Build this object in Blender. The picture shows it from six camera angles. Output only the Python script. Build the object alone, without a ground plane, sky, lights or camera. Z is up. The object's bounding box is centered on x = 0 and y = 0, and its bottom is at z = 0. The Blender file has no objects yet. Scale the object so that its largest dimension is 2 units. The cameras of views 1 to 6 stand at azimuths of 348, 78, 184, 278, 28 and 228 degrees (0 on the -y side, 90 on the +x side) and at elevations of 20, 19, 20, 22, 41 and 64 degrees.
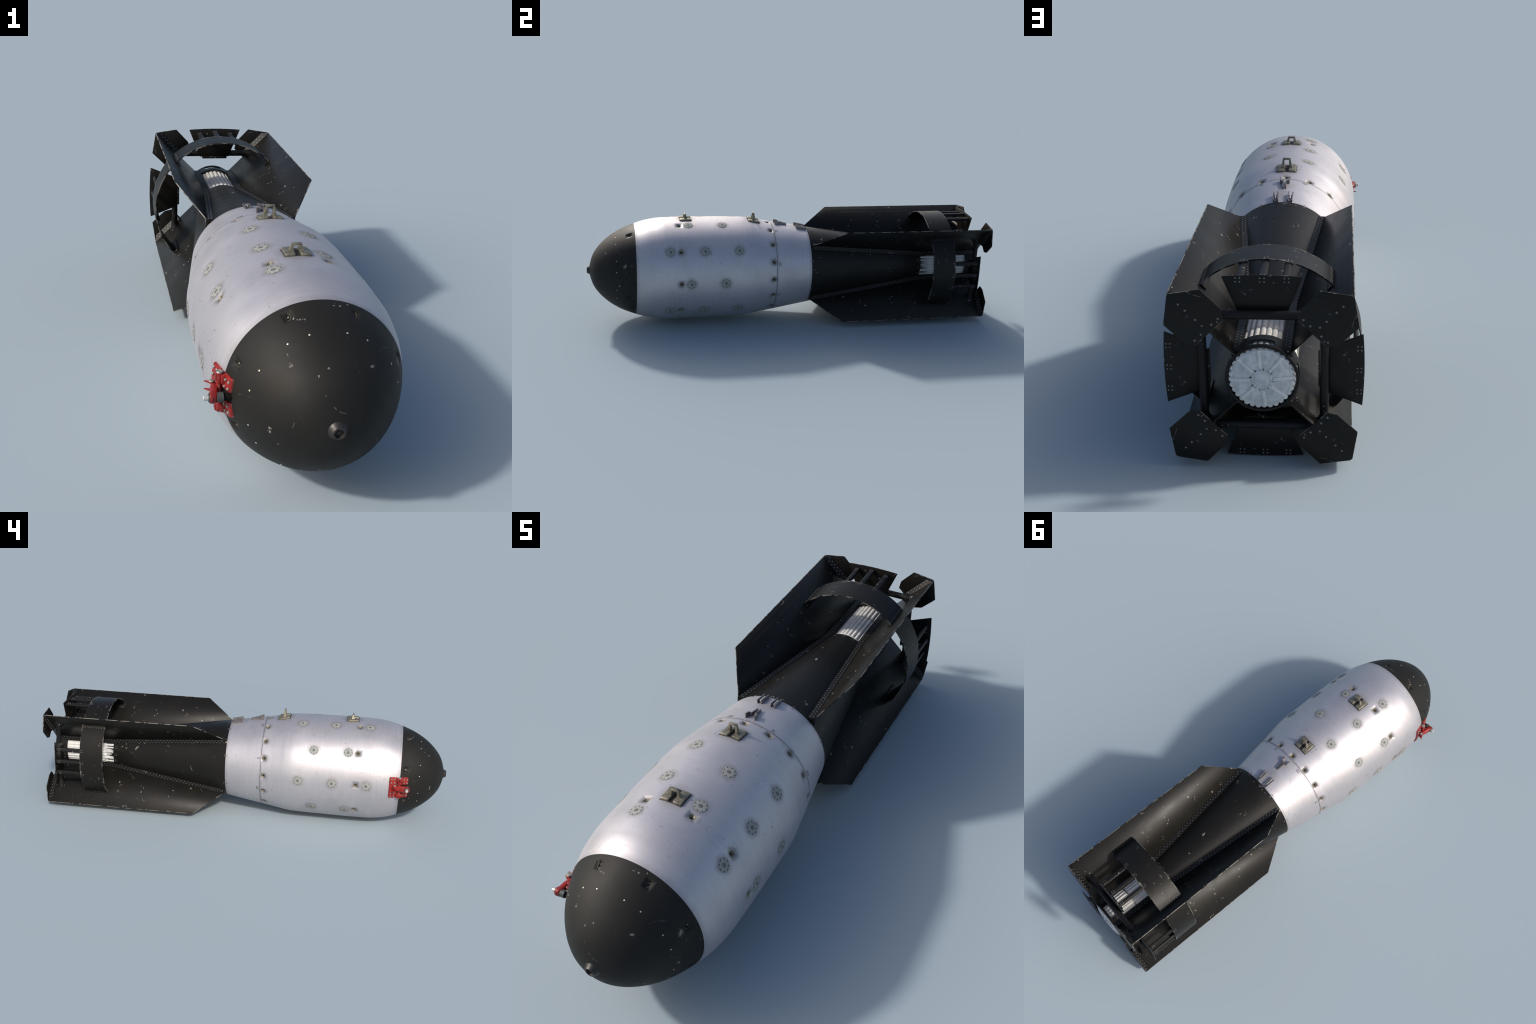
import bpy, bmesh, math, random
import numpy as np
from mathutils import Matrix, Vector
random.seed(7)
AX, AZ = 0.0066, 0.2613          # the body axis runs along y through (AX, AZ)
D2R = math.pi / 180

# ------------------------------------------------------------------ node helpers
class NT:
    def __init__(s, name):
        s.m = bpy.data.materials.new(name); s.m.use_nodes = True
        s.t = s.m.node_tree; s.n = s.t.nodes; s.l = s.t.links
        s.b = s.n['Principled BSDF']
        s.co = s.n.new('ShaderNodeTexCoord').outputs['Object']
        sp = s.n.new('ShaderNodeSeparateXYZ'); s.l.new(s.co, sp.inputs[0])
        s.x, s.y, s.z = sp.outputs
    def put(s, sock, v):
        if hasattr(v, 'is_output'): s.l.new(v, sock)
        else: sock.default_value = v
    def M(s, op, a, b=0.0, c=0.0):
        n = s.n.new('ShaderNodeMath'); n.operation = op
        for i, v in enumerate((a, b, c)): s.put(n.inputs[i], v)
        return n.outputs[0]
    def vec(s, x, y, z):
        n = s.n.new('ShaderNodeCombineXYZ')
        for i, v in enumerate((x, y, z)): s.put(n.inputs[i], v)
        return n.outputs[0]
    def scale(s, v, k):
        n = s.n.new('ShaderNodeVectorMath'); n.operation = 'MULTIPLY'
        s.put(n.inputs[0], v); n.inputs[1].default_value = k
        return n.outputs[0]
    def offs(s, v, k):
        n = s.n.new('ShaderNodeVectorMath'); n.operation = 'ADD'
        s.put(n.inputs[0], v); n.inputs[1].default_value = k
        return n.outputs[0]
    def noise(s, v, sc, det=3, rough=.55, dist=0.0):
        n = s.n.new('ShaderNodeTexNoise'); s.put(n.inputs['Vector'], v)
        n.inputs['Scale'].default_value = sc; n.inputs['Detail'].default_value = det
        n.inputs['Roughness'].default_value = rough; n.inputs['Distortion'].default_value = dist
        return n.outputs['Fac']
    def voro(s, v, sc, feat='F1'):
        n = s.n.new('ShaderNodeTexVoronoi'); s.put(n.inputs['Vector'], v)
        n.feature = feat; n.inputs['Scale'].default_value = sc
        return n.outputs['Distance'], n.outputs.get('Color')
    def ramp(s, v, a, b, lo=0.0, hi=1.0):
        n = s.n.new('ShaderNodeMapRange'); n.interpolation_type = 'SMOOTHSTEP'
        s.put(n.inputs['Value'], v)
        for k, q in (('From Min', a), ('From Max', b), ('To Min', lo), ('To Max', hi)): s.put(n.inputs[k], q)
        return n.outputs['Result']
    def mix(s, f, a, b):
        n = s.n.new('ShaderNodeMix'); n.data_type = 'RGBA'
        s.put(n.inputs[0], f)
        for i, v in ((6, a), (7, b)):
            s.put(n.inputs[i], v if hasattr(v, 'is_output') else (*v, 1))
        return n.outputs[2]
    def bump(s, h, st=.2, dist=.002):
        n = s.n.new('ShaderNodeBump'); n.inputs['Strength'].default_value = st
        n.inputs['Distance'].default_value = dist; s.put(n.inputs['Height'], h)
        s.l.new(n.outputs[0], s.b.inputs['Normal'])
    def line(s, sc, width, gate_sc, gate, off=(0, 0, 0), stretch=(1, 1, 1)):
        """thin broken curved scratches: level line of one noise, gated by another"""
        v = s.offs(s.scale(s.co, stretch), off)
        a = s.M('ABSOLUTE', s.M('SUBTRACT', s.noise(v, sc, 1.5, .4), .5))
        l = s.ramp(a, width * .4, width, 1, 0)
        g = s.ramp(s.noise(s.offs(v, (3.1, 7.7, 1.3)), gate_sc, 2), gate, gate + .04)
        f = s.ramp(s.noise(s.offs(v, (9.1, 2.7, 5.3)), 90, 2), .42, .56)
        return s.M('MULTIPLY', s.M('MULTIPLY', l, g), f)
    def set(s, col, rough=.5, metal=0.0, spec=.5):
        s.put(s.b.inputs['Base Color'], col if hasattr(col, 'is_output') else (*col, 1))
        s.put(s.b.inputs['Roughness'], rough); s.put(s.b.inputs['Metallic'], metal)
        s.put(s.b.inputs['Specular IOR Level'], spec)
        return s.m

def simple(name, col, rough=.5, metal=0.0, spec=.5, var=.25, sc=60):
    t = NT(name)
    f = t.noise(t.co, sc, 3)
    c = t.mix(t.ramp(f, .3, .7), tuple(k * (1 - var) for k in col), tuple(min(1, k * (1 + var * .6)) for k in col))
    return t.set(c, rough, metal, spec)

CHIP = (.25, .235, .205)
def black(name, edge=None, chips=.685, base=(.0078, .0074, .0066), rough=(.37, .44), spec=.20):
    """matt black paint with brown-tinted patches, a few bare chips and fine scratches; edge(t) gives the distance to a worn edge"""
    t = NT(name)
    d1 = t.noise(t.co, 5, 3)
    c = t.mix(t.ramp(d1, .35, .7), base, tuple(k * 1.3 for k in base))
    brown = t.ramp(t.noise(t.offs(t.co, (4, 1, 2)), 9, 4), .5, .75, 0, .5)
    c = t.mix(brown, c, tuple(k * q for k, q in zip(base, (1.5, 1.25, .95))))
    n1 = t.noise(t.offs(t.co, (1.7, .3, 2.2)), 24, 2, .5)
    n2 = t.noise(t.co, 110, 3, .6)
    blob = t.M('MULTIPLY', t.M('MULTIPLY', t.ramp(n1, chips, chips + .02), t.ramp(n2, .54, .58)), .8)
    sp, spc = t.voro(t.co, 34)
    sep = t.n.new('ShaderNodeSeparateColor'); t.l.new(spc, sep.inputs[0])
    rad = t.M('MULTIPLY', t.ramp(sep.outputs[0], .88, 1.0), .12)
    dn = t.M('ADD', sp, t.M('MULTIPLY', t.M('SUBTRACT', t.noise(t.co, 190, 2), .5), .17))
    speck = t.M('MULTIPLY', t.M('LESS_THAN', dn, rad), t.ramp(sep.outputs[1], .2, .95, .12, .85))
    s1 = t.M('MULTIPLY', t.line(4.5, .0016, 14, .60), .38)
    s2 = t.M('MULTIPLY', t.line(6, .0018, 18, .61, (5, 2, 8), (1, .6, 1.3)), .30)
    f = t.M('MAXIMUM', t.M('MAXIMUM', blob, speck), t.M('MAXIMUM', s1, s2))
    if edge:
        d = edge(t)
        en = t.noise(t.offs(t.co, (8, 8, 8)), 38, 5, .68)
        lim = t.ramp(en, .53, .78, -.001, .015)
        ef = t.M('MULTIPLY', t.M('LESS_THAN', d, lim), t.ramp(t.noise(t.co, 130, 2), .42, .5))
        rub = t.M('MULTIPLY', t.M('LESS_THAN', d, .0016), t.ramp(t.noise(t.co, 22, 4), .46, .54))
        f = t.M('MAXIMUM', f, t.M('MAXIMUM', t.M('MULTIPLY', ef, .7), t.M('MULTIPLY', rub, .7)))
    c = t.mix(f, c, CHIP)
    r = t.ramp(t.noise(t.co, 11, 4), .3, .7, rough[0], rough[1])
    t.bump(t.noise(t.co, 240, 2), .04, .001)
    return t.set(c, r, 0.0, spec)

def pmin(t, *a):
    r = a[0]
    for k in a[1:]: r = t.M('MINIMUM', r, k)
    return r

# ------------------------------------------------------------------ body profile
PY = [-.985, -.97, -.95, -.92, -.88, -.83, -.77, -.70, -.62, -.52, -.42, -.30, -.25, -.215, -.18, -.05, .085]
PR = [.0251, .0725, .1050, .1378, .1700, .1986, .2224, .2420, .2513, .2521, .2510, .2491, .2474, .2438, .2373, .2155, .1925]
def pchip(X, Y):
    X, Y = np.array(X), np.array(Y); h = np.diff(X); d = np.diff(Y) / h
    m = np.zeros(len(X)); m[0], m[-1] = d[0] * 1.3, d[-1]
    for i in range(1, len(X) - 1):
        if d[i - 1] * d[i] > 0:
            w1, w2 = 2 * h[i] + h[i - 1], h[i] + 2 * h[i - 1]
            m[i] = (w1 + w2) / (w1 / d[i - 1] + w2 / d[i])
    def f(x):
        x = np.asarray(x, float); i = np.clip(np.searchsorted(X, x) - 1, 0, len(h) - 1)
        t = (x - X[i]) / h[i]
        return ((1 + 2 * t) * (1 - t) ** 2 * Y[i] + t * (1 - t) ** 2 * h[i] * m[i]
                + t * t * (3 - 2 * t) * Y[i + 1] + t * t * (t - 1) * h[i] * m[i + 1])
    return f
prof = pchip(PY, PR)
Y_NOSE, Y_SEAM, Y_BLACK, Y_CONE, Y_COLLAR, Y_END = -.769, -.094, .085, .68, .925, .987
def tail_r(y):
    return np.interp(y, [Y_BLACK, Y_CONE, Y_END], [.1920, .0970, .0935])
def srf(ang, y, off=0.0):
    r = (float(prof(y)) if y <= Y_BLACK else float(tail_r(y))) + off
    a = ang * D2R
    return Vector((r * math.sin(a), y, r * math.cos(a)))
def frame(ang, y, off=0.0):
    """matrix: local X = around the body, Y = along it to the tail, Z = outward normal"""
    a = ang * D2R; e = 1e-3
    f = prof if y <= Y_BLACK else tail_r
    sl = (float(f(y + e)) - float(f(y - e))) / (2 * e)
    rad = Vector((math.sin(a), 0, math.cos(a))); ax = Vector((0, 1, 0))
    Yv = (ax + rad * sl).normalized(); Z = (rad - ax * sl).normalized(); Xv = Yv.cross(Z)
    p = srf(ang, y) + Z * off
    return Matrix((Xv, Yv, Z)).transposed().to_4x4() if False else Matrix.Translation(p) @ Matrix((Xv, Yv, Z)).transposed().to_4x4()

# ------------------------------------------------------------------ object helpers
root = bpy.data.objects.new('bomb', None)
bpy.context.scene.collection.objects.link(root)
root.location = (AX, 0, 0)
root['label'] = 'weathered aerial bomb, black nose, white body, boxy black finned tail'
root['category'] = 'aerial bomb'
BASE = Matrix.Translation((0, 0, AZ))

def add(name, mesh, parent=None, M=None, stuff=False):
    """place a mesh; M is given in the axis frame (origin on the axis)"""
    o = bpy.data.objects.new(name, mesh)
    bpy.context.scene.collection.objects.link(o)
    o.parent = parent or root
    W = BASE @ (M or Matrix.Identity(4))
    if parent is None: o.matrix_local = W
    else: o.matrix_local = parent_w[parent.name].inverted() @ W
    parent_w[o.name] = W
    if stuff: o['kind'] = 'stuff'
    return o
parent_w = {}

def mesh_from(name, V, F, mats, idx=None, smooth=True, angle=35):
    me = bpy.data.meshes.new(name)
    me.from_pydata([tuple(v) for v in V], [], [tuple(f) for f in F])
    for m in (mats if isinstance(mats, (list, tuple)) else [mats]): me.materials.append(m)
    if idx is not None: me.polygons.foreach_set('material_index', np.array(idx, np.int32))
    finish(me, smooth, angle)
    return me
def finish(me, smooth=True, angle=35):
    bm = bmesh.new(); bm.from_mesh(me)
    bmesh.ops.recalc_face_normals(bm, faces=bm.faces)
    for f in bm.faces: f.smooth = smooth
    if smooth:
        lim = angle * D2R
        for e in bm.edges:
            if len(e.link_faces) == 2 and e.calc_face_angle(0) > lim: e.smooth = False
    bm.to_mesh(me); bm.free(); me.update()

class Bld:
    """collects simple solids into one mesh"""
    def __init__(s): s.V, s.F, s.I = [], [], []
    def raw(s, V, F, M=None, i=0):
        o = len(s.V)
        s.V += [(M @ Vector(v)) if M else Vector(v) for v in V]
        s.F += [tuple(k + o for k in f) for f in F]; s.I += [i] * len(F)
        return s
    def bm(s, bm, M=None, i=0):
        bm.verts.index_update()
        s.raw([v.co.copy() for v in bm.verts], [[v.index for v in f.verts] for f in bm.faces], M, i); bm.free()
        return s
    def box(s, c, d, M=None, bev=.0, i=0, seg=2):
        b = bmesh.new(); bmesh.ops.create_cube(b, size=1)
        for v in b.verts: v.co = Vector((v.co.x * d[0] + c[0], v.co.y * d[1] + c[1], v.co.z * d[2] + c[2]))
        if bev: bmesh.ops.bevel(b, geom=b.edges[:], offset=bev, segments=seg, profile=.5, affect='EDGES')
        return s.bm(b, M, i)
    def poly(s, pts, z0, z1, M=None, bev=0.0, i=0, seg=2):
        """extruded outline in local XY"""
        b = bmesh.new()
        vs = [b.verts.new((p[0], p[1], z0)) for p in pts]
        f = b.faces.new(vs)
        r = bmesh.ops.extrude_face_region(b, geom=[f])
        for v in [g for g in r['geom'] if isinstance(g, bmesh.types.BMVert)]: v.co.z = z1
        bmesh.ops.recalc_face_normals(b, faces=b.faces)
        if bev: bmesh.ops.bevel(b, geom=b.edges[:], offset=bev, segments=seg, profile=.5, affect='EDGES')
        return s.bm(b, M, i)
    def spin(s, pr, n=24, M=None, i=0, sx=1.0, sy=1.0):
        """revolve (r, z) pairs about local Z; r = 0 closes an end"""
        V, F, rings = [], [], []
        for r, z in pr:
            if r < 1e-7: rings.append([len(V)]); V.append((0, 0, z))
            else:
                rings.append(list(range(len(V), len(V) + n)))
                V += [(r * math.cos(2 * math.pi * k / n) * sx, r * math.sin(2 * math.pi * k / n) * sy, z) for k in range(n)]
        for A, B in zip(rings, rings[1:]):
            for k in range(n):
                q = (k + 1) % n
                if len(A) == 1 and len(B) == 1: continue
                if len(A) == 1: F.append((A[0], B[k], B[q]))
                elif len(B) == 1: F.append((A[k], A[q], B[0]))
                else: F.append((A[k], A[q], B[q], B[k]))
        return s.raw(V, F, M, i)
    def cyl(s, p0, p1, r0, r1=None, n=20, bev=0.0, M=None, i=0):
        r1 = r0 if r1 is None else r1
        p0, p1 = Vector(p0), Vector(p1); d = p1 - p0; L = d.length
        T = Matrix.Translation(p0) @ d.to_track_quat('Z', 'Y').to_matrix().to_4x4()
        if M: T = M @ T
        pr = [(0, 0), (r0 - bev, 0), (r0, bev), (r1, L - bev), (r1 - bev, L), (0, L)] if bev else [(0, 0), (r0, 0), (r1, L), (0, L)]
        return s.spin(pr, n, T, i)
    def rivet(s, M, r=.002, h=.0009, i=0, n=8):
        return s.spin([(r, -.0006), (r * .95, h * .55), (r * .6, h), (0, h)], n, M, i)
    def mesh(s, name, mats, smooth=True, angle=35):
        return mesh_from(name, s.V, s.F, mats, s.I, smooth, angle)

def grid_shell(ys, angs, rf, thick, keep=None, closed=False):
    """curved sheet between radius rf(y,ang) and rf-thick, with quads dropped where keep() is false"""
    ny, na = len(ys), len(angs)
    V = []
    for s in (0, 1):
        for y in ys:
            for a in angs:
                r = rf(y, a) - s * thick
                V.append((r * math.sin(a * D2R), y, r * math.cos(a * D2R)))
    N = ny * na; F = []
    ok = lambda i, j: 0 <= i < ny - 1 and (closed or 0 <= j < na - 1) and (keep is None or keep((ys[i] + ys[i + 1]) / 2, mid(j)))
    def mid(j):
        a, b = angs[j % na], angs[(j + 1) % na]
        if b < a: b += 360
        return (a + b) / 2
    nj = na if closed else na - 1
    for i in range(ny - 1):
        for j in range(nj):
            if not ok(i, j): continue
            q = (j + 1) % na
            a, b, c, d = i * na + j, i * na + q, (i + 1) * na + q, (i + 1) * na + j
            F.append((a, b, c, d)); F.append((a + N, d + N, c + N, b + N))
            jm, jp = ((j - 1) % na if closed else j - 1), ((j + 1) % na if closed else j + 1)
            if not ok(i - 1, j): F.append((a, a + N, b + N, b))
            if not ok(i + 1, j): F.append((d, c, c + N, d + N))
            if not ok(i, jm): F.append((a, d, d + N, a + N))
            if not ok(i, jp): F.append((b, b + N, c + N, c))
    used = sorted({k for f in F for k in f}); mp = {k: n for n, k in enumerate(used)}
    return [V[k] for k in used], [tuple(mp[k] for k in f) for f in F]

def lin(a, b, n): return list(np.linspace(a, b, n))

# ------------------------------------------------------------------ where the fittings sit
DISC = []                                    # ten columns, alternately two and three discs
for k in range(10):
    for y in ((-.514, -.349) if k % 2 == 0 else (-.610, -.445, -.281)):
        DISC.append((18 + 36 * k, y))
PORT = [(18 + 36 * k, -.560) for k in range(10)]
SPORT = [(22.5 * k, -.109) for k in range(16)]
SLOT = [(22.5 + 45 * k, -.797) for k in range(8)]

# ------------------------------------------------------------------ materials
def white_mat():
    t = NT('white_paint')
    th = t.M('ARCTAN2', t.x, t.z)
    deg = t.M('MULTIPLY', th, 180 / math.pi)
    def cell(period, first):                 # arc distance (m) to the nearest column of fittings
        q = t.M('ADD', t.M('DIVIDE', t.M('SUBTRACT', deg, first), period), 20.5)
        q = t.M('SUBTRACT', t.M('FRACT', q), .5)
        return t.M('MULTIPLY', q, period * D2R * .25)
    def dist(u, ys):
        out = None
        for y in ys:
            v = t.M('SUBTRACT', t.y, y)
            d = t.M('SQRT', t.M('ADD', t.M('MULTIPLY', u, u), t.M('MULTIPLY', v, v)))
            out = d if out is None else t.M('MINIMUM', out, d)
        return out
    wob = t.M('MULTIPLY', t.M('SUBTRACT', t.noise(t.co, 55, 4, .6), .5), .024)
    dd = t.M('MINIMUM', dist(cell(72, 18), (-.514, -.349)), dist(cell(72, 54), (-.610, -.445, -.281)))
    dp = t.M('MINIMUM', dist(cell(36, 18), (-.560,)), dist(cell(22.5, 0), (-.109,)))
    h1 = t.ramp(t.M('ADD', dd, wob), .016, .042, .48, 0)
    h2 = t.ramp(t.M('ADD', dp, wob), .006, .032, .75, 0)
    seam = t.ramp(t.M('ADD', t.M('ABSOLUTE', t.M('SUBTRACT', t.y, Y_SEAM)), t.M('MULTIPLY', wob, .8)), .000, .010, .35, 0)
    ends = t.M('MAXIMUM', t.ramp(t.M('ADD', t.M('SUBTRACT', t.y, Y_NOSE), wob), .0, .022, .28, 0),
               t.ramp(t.M('ADD', t.M('SUBTRACT', Y_BLACK, t.y), wob), .0, .018, .32, 0))
    lugs = dist(t.x, (-.183, -.522)); lugs = t.M('ADD', lugs, t.M('MULTIPLY', t.M('LESS_THAN', t.z, 0), 1.0))
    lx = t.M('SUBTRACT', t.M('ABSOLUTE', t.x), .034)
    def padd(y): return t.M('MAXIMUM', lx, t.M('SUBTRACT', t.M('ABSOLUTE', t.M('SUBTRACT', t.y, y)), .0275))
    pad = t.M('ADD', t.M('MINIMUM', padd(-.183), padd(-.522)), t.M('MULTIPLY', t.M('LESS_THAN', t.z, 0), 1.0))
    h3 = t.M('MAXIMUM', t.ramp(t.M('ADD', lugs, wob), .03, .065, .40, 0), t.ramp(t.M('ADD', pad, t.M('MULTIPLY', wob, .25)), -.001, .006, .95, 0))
    painted_contact_shade = t.ramp(t.M('ADD', pad, t.M('MULTIPLY', wob, .15)), -.0005, .0060, .92, 0)
    clip = dist(t.x, (-.045, .02, .06)); clip = t.M('ADD', clip, t.M('MULTIPLY', t.M('LESS_THAN', t.z, 0), 1.0))
    h3 = t.M('MAXIMUM', h3, t.ramp(t.M('ADD', clip, wob), .012, .045, .35, 0))
    dirt = t.M('MAXIMUM', t.M('MAXIMUM', h1, h2), t.M('MAXIMUM', t.M('MAXIMUM', seam, ends), h3))
    brush = t.noise(t.scale(t.co, (9, 150, 9)), 1, 5, .6)
    cloud = t.noise(t.co, 7, 4, .6)
    c = t.mix(t.ramp(brush, .3, .7), (.485, .472, .50), (.525, .512, .54))
    c = t.mix(t.ramp(cloud, .42, .75, 0, .45), c, (.40, .385, .41))
    grit = t.noise(t.scale(t.co, (45, 75, 45)), 1, 6, .75)
    c = t.mix(t.M('MULTIPLY', t.ramp(grit, .60, .74), t.ramp(cloud, .38, .62, .10, .60)), c, (.17, .155, .155))
    streak = t.noise(t.scale(t.co, (14, 55, 3)), 1, 4, .6)
    c = t.mix(t.ramp(streak, .56, .78, 0, .25), c, (.45, .43, .42))
    c = t.mix(t.M('MULTIPLY', dirt, .95), c, (.17, .155, .16))
    c = t.mix(painted_contact_shade, c, (.035, .031, .030))  # dark occlusion round and between the lug feet, mixed into the white
    gap = t.M('LESS_THAN', t.M('ABSOLUTE', t.M('SUBTRACT', t.y, Y_SEAM)), .0008)
    c = t.mix(t.M('MULTIPLY', gap, .95), c, (.03, .027, .027))
    sp, spc = t.voro(t.co, 75)
    sep = t.n.new('ShaderNodeSeparateColor'); t.l.new(spc, sep.inputs[0])
    rad = t.M('MULTIPLY', t.ramp(sep.outputs[0], .60, 1.0), .15)
    dn = t.M('ADD', sp, t.M('MULTIPLY', t.M('SUBTRACT', t.noise(t.co, 190, 2), .5), .25))
    speck = t.M('MULTIPLY', t.M('LESS_THAN', dn, rad), t.ramp(sep.outputs[1], .2, .95, .15, .8))
    s1 = t.M('MULTIPLY', t.line(5, .0014, 20, .585), .75)
    s2 = t.M('MULTIPLY', t.line(6, .0016, 24, .585, (5, 2, 8), (1, .6, 1.3)), .70)
    s3 = t.M('MULTIPLY', t.line(6, .0024, 22, .555, (2, 9, 4), (.7, 1.5, .7)), .38)
    f = t.M('MAXIMUM', t.M('MAXIMUM', speck, s3), t.M('MAXIMUM', s1, s2))
    c = t.mix(f, c, (.11, .10, .105))
    r = t.ramp(t.noise(t.offs(t.co, (3, 3, 3)), 9, 4), .3, .7, .43, .51)
    r = t.M('ADD', r, t.M('MULTIPLY', dirt, .25))
    t.bump(t.M('ADD', t.M('MULTIPLY', brush, .8), t.M('MULTIPLY', f, -.8)), .035, .0006)
    return t.set(c, r, .66, .45)
WHITE = white_mat()
def nose_mat():
    m = black('nose_paint', None, .68, (.0108, .0105, .0095), (.55, .61), .22)
    return m
NOSE = nose_mat()
BLACK = black('black_paint')
STRIP = black('black_strip_paint', None, .66, (.008, .008, .008), (.46, .52), .20)
def fin_edge(t):
    d1 = t.M('SUBTRACT', .3288, t.x)
    # front edge from (y .0985, r .205) to (y .2425, r .3288)
    L = math.hypot(.144, .1238); nx, ny = -.144 / L, .1238 / L
    d2 = t.M('ADD', t.M('MULTIPLY', t.M('SUBTRACT', t.x, .3288), nx), t.M('MULTIPLY', t.M('SUBTRACT', t.y, .2425), ny))
    return pmin(t, d1, d2)
FINM = black('black_fin_paint', fin_edge)
BANDM = black('black_band_paint', lambda t: pmin(t, t.M('SUBTRACT', t.y, .690), t.M('SUBTRACT', .806, t.y)))
DARK = simple('dark_recess', (.008, .008, .008), .9, 0, .1)
BOLT = simple('rivet_metal', (.15, .15, .145), .5, .2)
BOLTL = simple('bright_rivet', (.62, .58, .44), .4, .3)
DISCM = simple('putty_grey', (.285, .295, .28), .66, .1, .35, .12, 40)
DISCC = simple('disc_centre', (.13, .13, .13), .6, .1)
SOOT = simple('dark_bolt', (.085, .078, .078), .7)
OLIVE = simple('olive_zinc', (.155, .142, .10), .45, .15, .5, .35, 90)
LUGM = simple('olive_drab', (.235, .218, .165), .42, .6, .5, .35, 70)
CLIPM = simple('clip_steel', (.23, .215, .22), .42, .75)
STEEL = simple('bare_steel', (.70, .69, .65), .36, .6)
GREY = simple('dull_grey', (.28, .28, .255), .45, .5)
DGREY = simple('dark_washer', (.12, .12, .11), .4, .5)
RUBBER = simple('black_rubber', (.045, .05, .05), .55)
SLOTM = simple('slot_brown', (.10, .085, .065), .4, .5)
FUZE = simple('fuze_brown', (.028, .025, .023), .42, .2)
def red_mat():
    t = NT('red_enamel')
    c = t.mix(t.ramp(t.noise(t.co, 45, 3), .35, .65), (.20, .0105, .009), (.285, .017, .014))
    g = t.n.new('ShaderNodeNewGeometry')
    w = t.M('MULTIPLY', t.ramp(g.outputs['Pointiness'], .56, .66), t.ramp(t.noise(t.co, 130, 3), .52, .62, 0, .7))
    c = t.mix(w, c, (.55, .5, .47))
    return t.set(c, .36, .1, .5)
RED = red_mat()
def cloth(name, a, b):
    t = NT(name)
    f = t.noise(t.co, 40, 5, .6)
    c = t.mix(t.ramp(f, .3, .72), a, b)
    wv = t.noise(t.scale(t.co, (1, 1, 1)), 500, 2)
    t.bump(t.M('ADD', t.M('MULTIPLY', f, 3), wv), .35, .001)
    return t.set(c, .8, 0, .3)
CLOTH = cloth('parachute_cloth', (.66, .65, .63), (.80, .79, .77))
CLOTHR = cloth('shaded_cloth', (.50, .49, .46), (.64, .63, .60))  # rear folds' white darkened for the shadow the tail band throws
CLOTHD = cloth('pack_cloth', (.44, .455, .46), (.63, .64, .645))
STRAP = cloth('webbing_strap', (.55, .555, .55), (.66, .665, .66))

# ------------------------------------------------------------------ body of revolution, with its pressed pits
def sst(x): x = np.clip(x, 0, 1); return x * x * (3 - 2 * x)
def revolve(name, ys, nang, mat, pits=(), groove_last=False, groove_first=False, pole=False, tailfn=None):
    ys = np.array(ys); f = tailfn or prof
    ang = np.arange(nang) * 2 * math.pi / nang
    R = np.repeat(f(ys)[:, None], nang, 1)
    for (a, y, ht, hy, dep, flat, hole) in pits:
        rows = np.where(abs(ys - y) < max(hy, .02) + .004)[0]
        if not len(rows): continue
        Rm = float(f(y)); u = ((ang - a * D2R + math.pi) % (2 * math.pi) - math.pi) * Rm
        cols = np.where(abs(u) < max(ht, .02) + .004)[0]
        U, Vv = np.meshgrid(u[cols], ys[rows] - y)
        q = np.maximum(np.maximum(abs(U) / ht, abs(Vv) / hy) * .8 + .2 * np.hypot(U / ht, Vv / hy) / 1.15, 0)
        dp = dep * sst((1 - q) / (1 - flat))
        if hole:
            rr = np.hypot(U / hole[0], Vv / hole[1])
            dp = dp + .009 * (1 - sst((rr - .72) / .2))
        R[np.ix_(rows, cols)] -= dp
    n = len(ys)
    X = R * np.sin(ang); Z = R * np.cos(ang)
    V = np.stack([X, np.repeat(ys[:, None], nang, 1), Z], -1).reshape(-1, 3)
    i = np.arange(n - 1)[:, None] * nang; j = np.arange(nang)[None]; q = (j + 1) % nang
    F = np.stack([i + j, i + nang + j, i + nang + q, i + q], -1).reshape(-1, 4)
    me = bpy.data.meshes.new(name)
    nv, nf = len(V), len(F)
    me.vertices.add(nv); me.vertices.foreach_set('co', V.ravel())
    me.loops.add(nf * 4); me.loops.foreach_set('vertex_index', F.ravel().astype(np.int32))
    me.polygons.add(nf); me.polygons.foreach_set('loop_start', np.arange(0, nf * 4, 4, dtype=np.int32))
    me.polygons.foreach_set('use_smooth', np.ones(nf, bool))
    me.materials.append(mat); me.update(); me.validate()
    bm = bmesh.new(); bm.from_mesh(me); bmesh.ops.recalc_face_normals(bm, faces=bm.faces)
    if pole:
        e = [x for x in bm.edges if x.is_boundary and x.verts[0].co.y < ys[0] + 1e-6 and x.verts[1].co.y < ys[0] + 1e-6]
        bmesh.ops.contextual_create(bm, geom=e)
    bm.to_mesh(me); bm.free()
    return me

pits_n = [(a, y, .0165, .0185, .0058, .22, (.0060, .0118)) for a, y in SLOT]
pits_w = [(a, y, .0215, .0205, .0050, .12, (.0096, .0096)) for a, y in PORT]
pits_w += [(a, y, .0180, .0146, .0044, .20, (.0096, .0096)) for a, y in SPORT]
tt = np.linspace(0, 1, 120)
ny = -.985 + (Y_NOSE + .985) * (tt ** 1.5)
nose = add('nose', revolve('nose', ny, 600, NOSE, pits_n, pole=True))
wy = np.concatenate([np.arange(Y_NOSE, Y_SEAM - .0012, .0023), [Y_SEAM - .0010, Y_SEAM - .0004]])
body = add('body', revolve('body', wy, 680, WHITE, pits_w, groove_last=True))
ty = np.concatenate([[Y_SEAM + .0003, Y_SEAM + .0010], np.linspace(Y_SEAM + .004, Y_BLACK, 40)])
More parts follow.
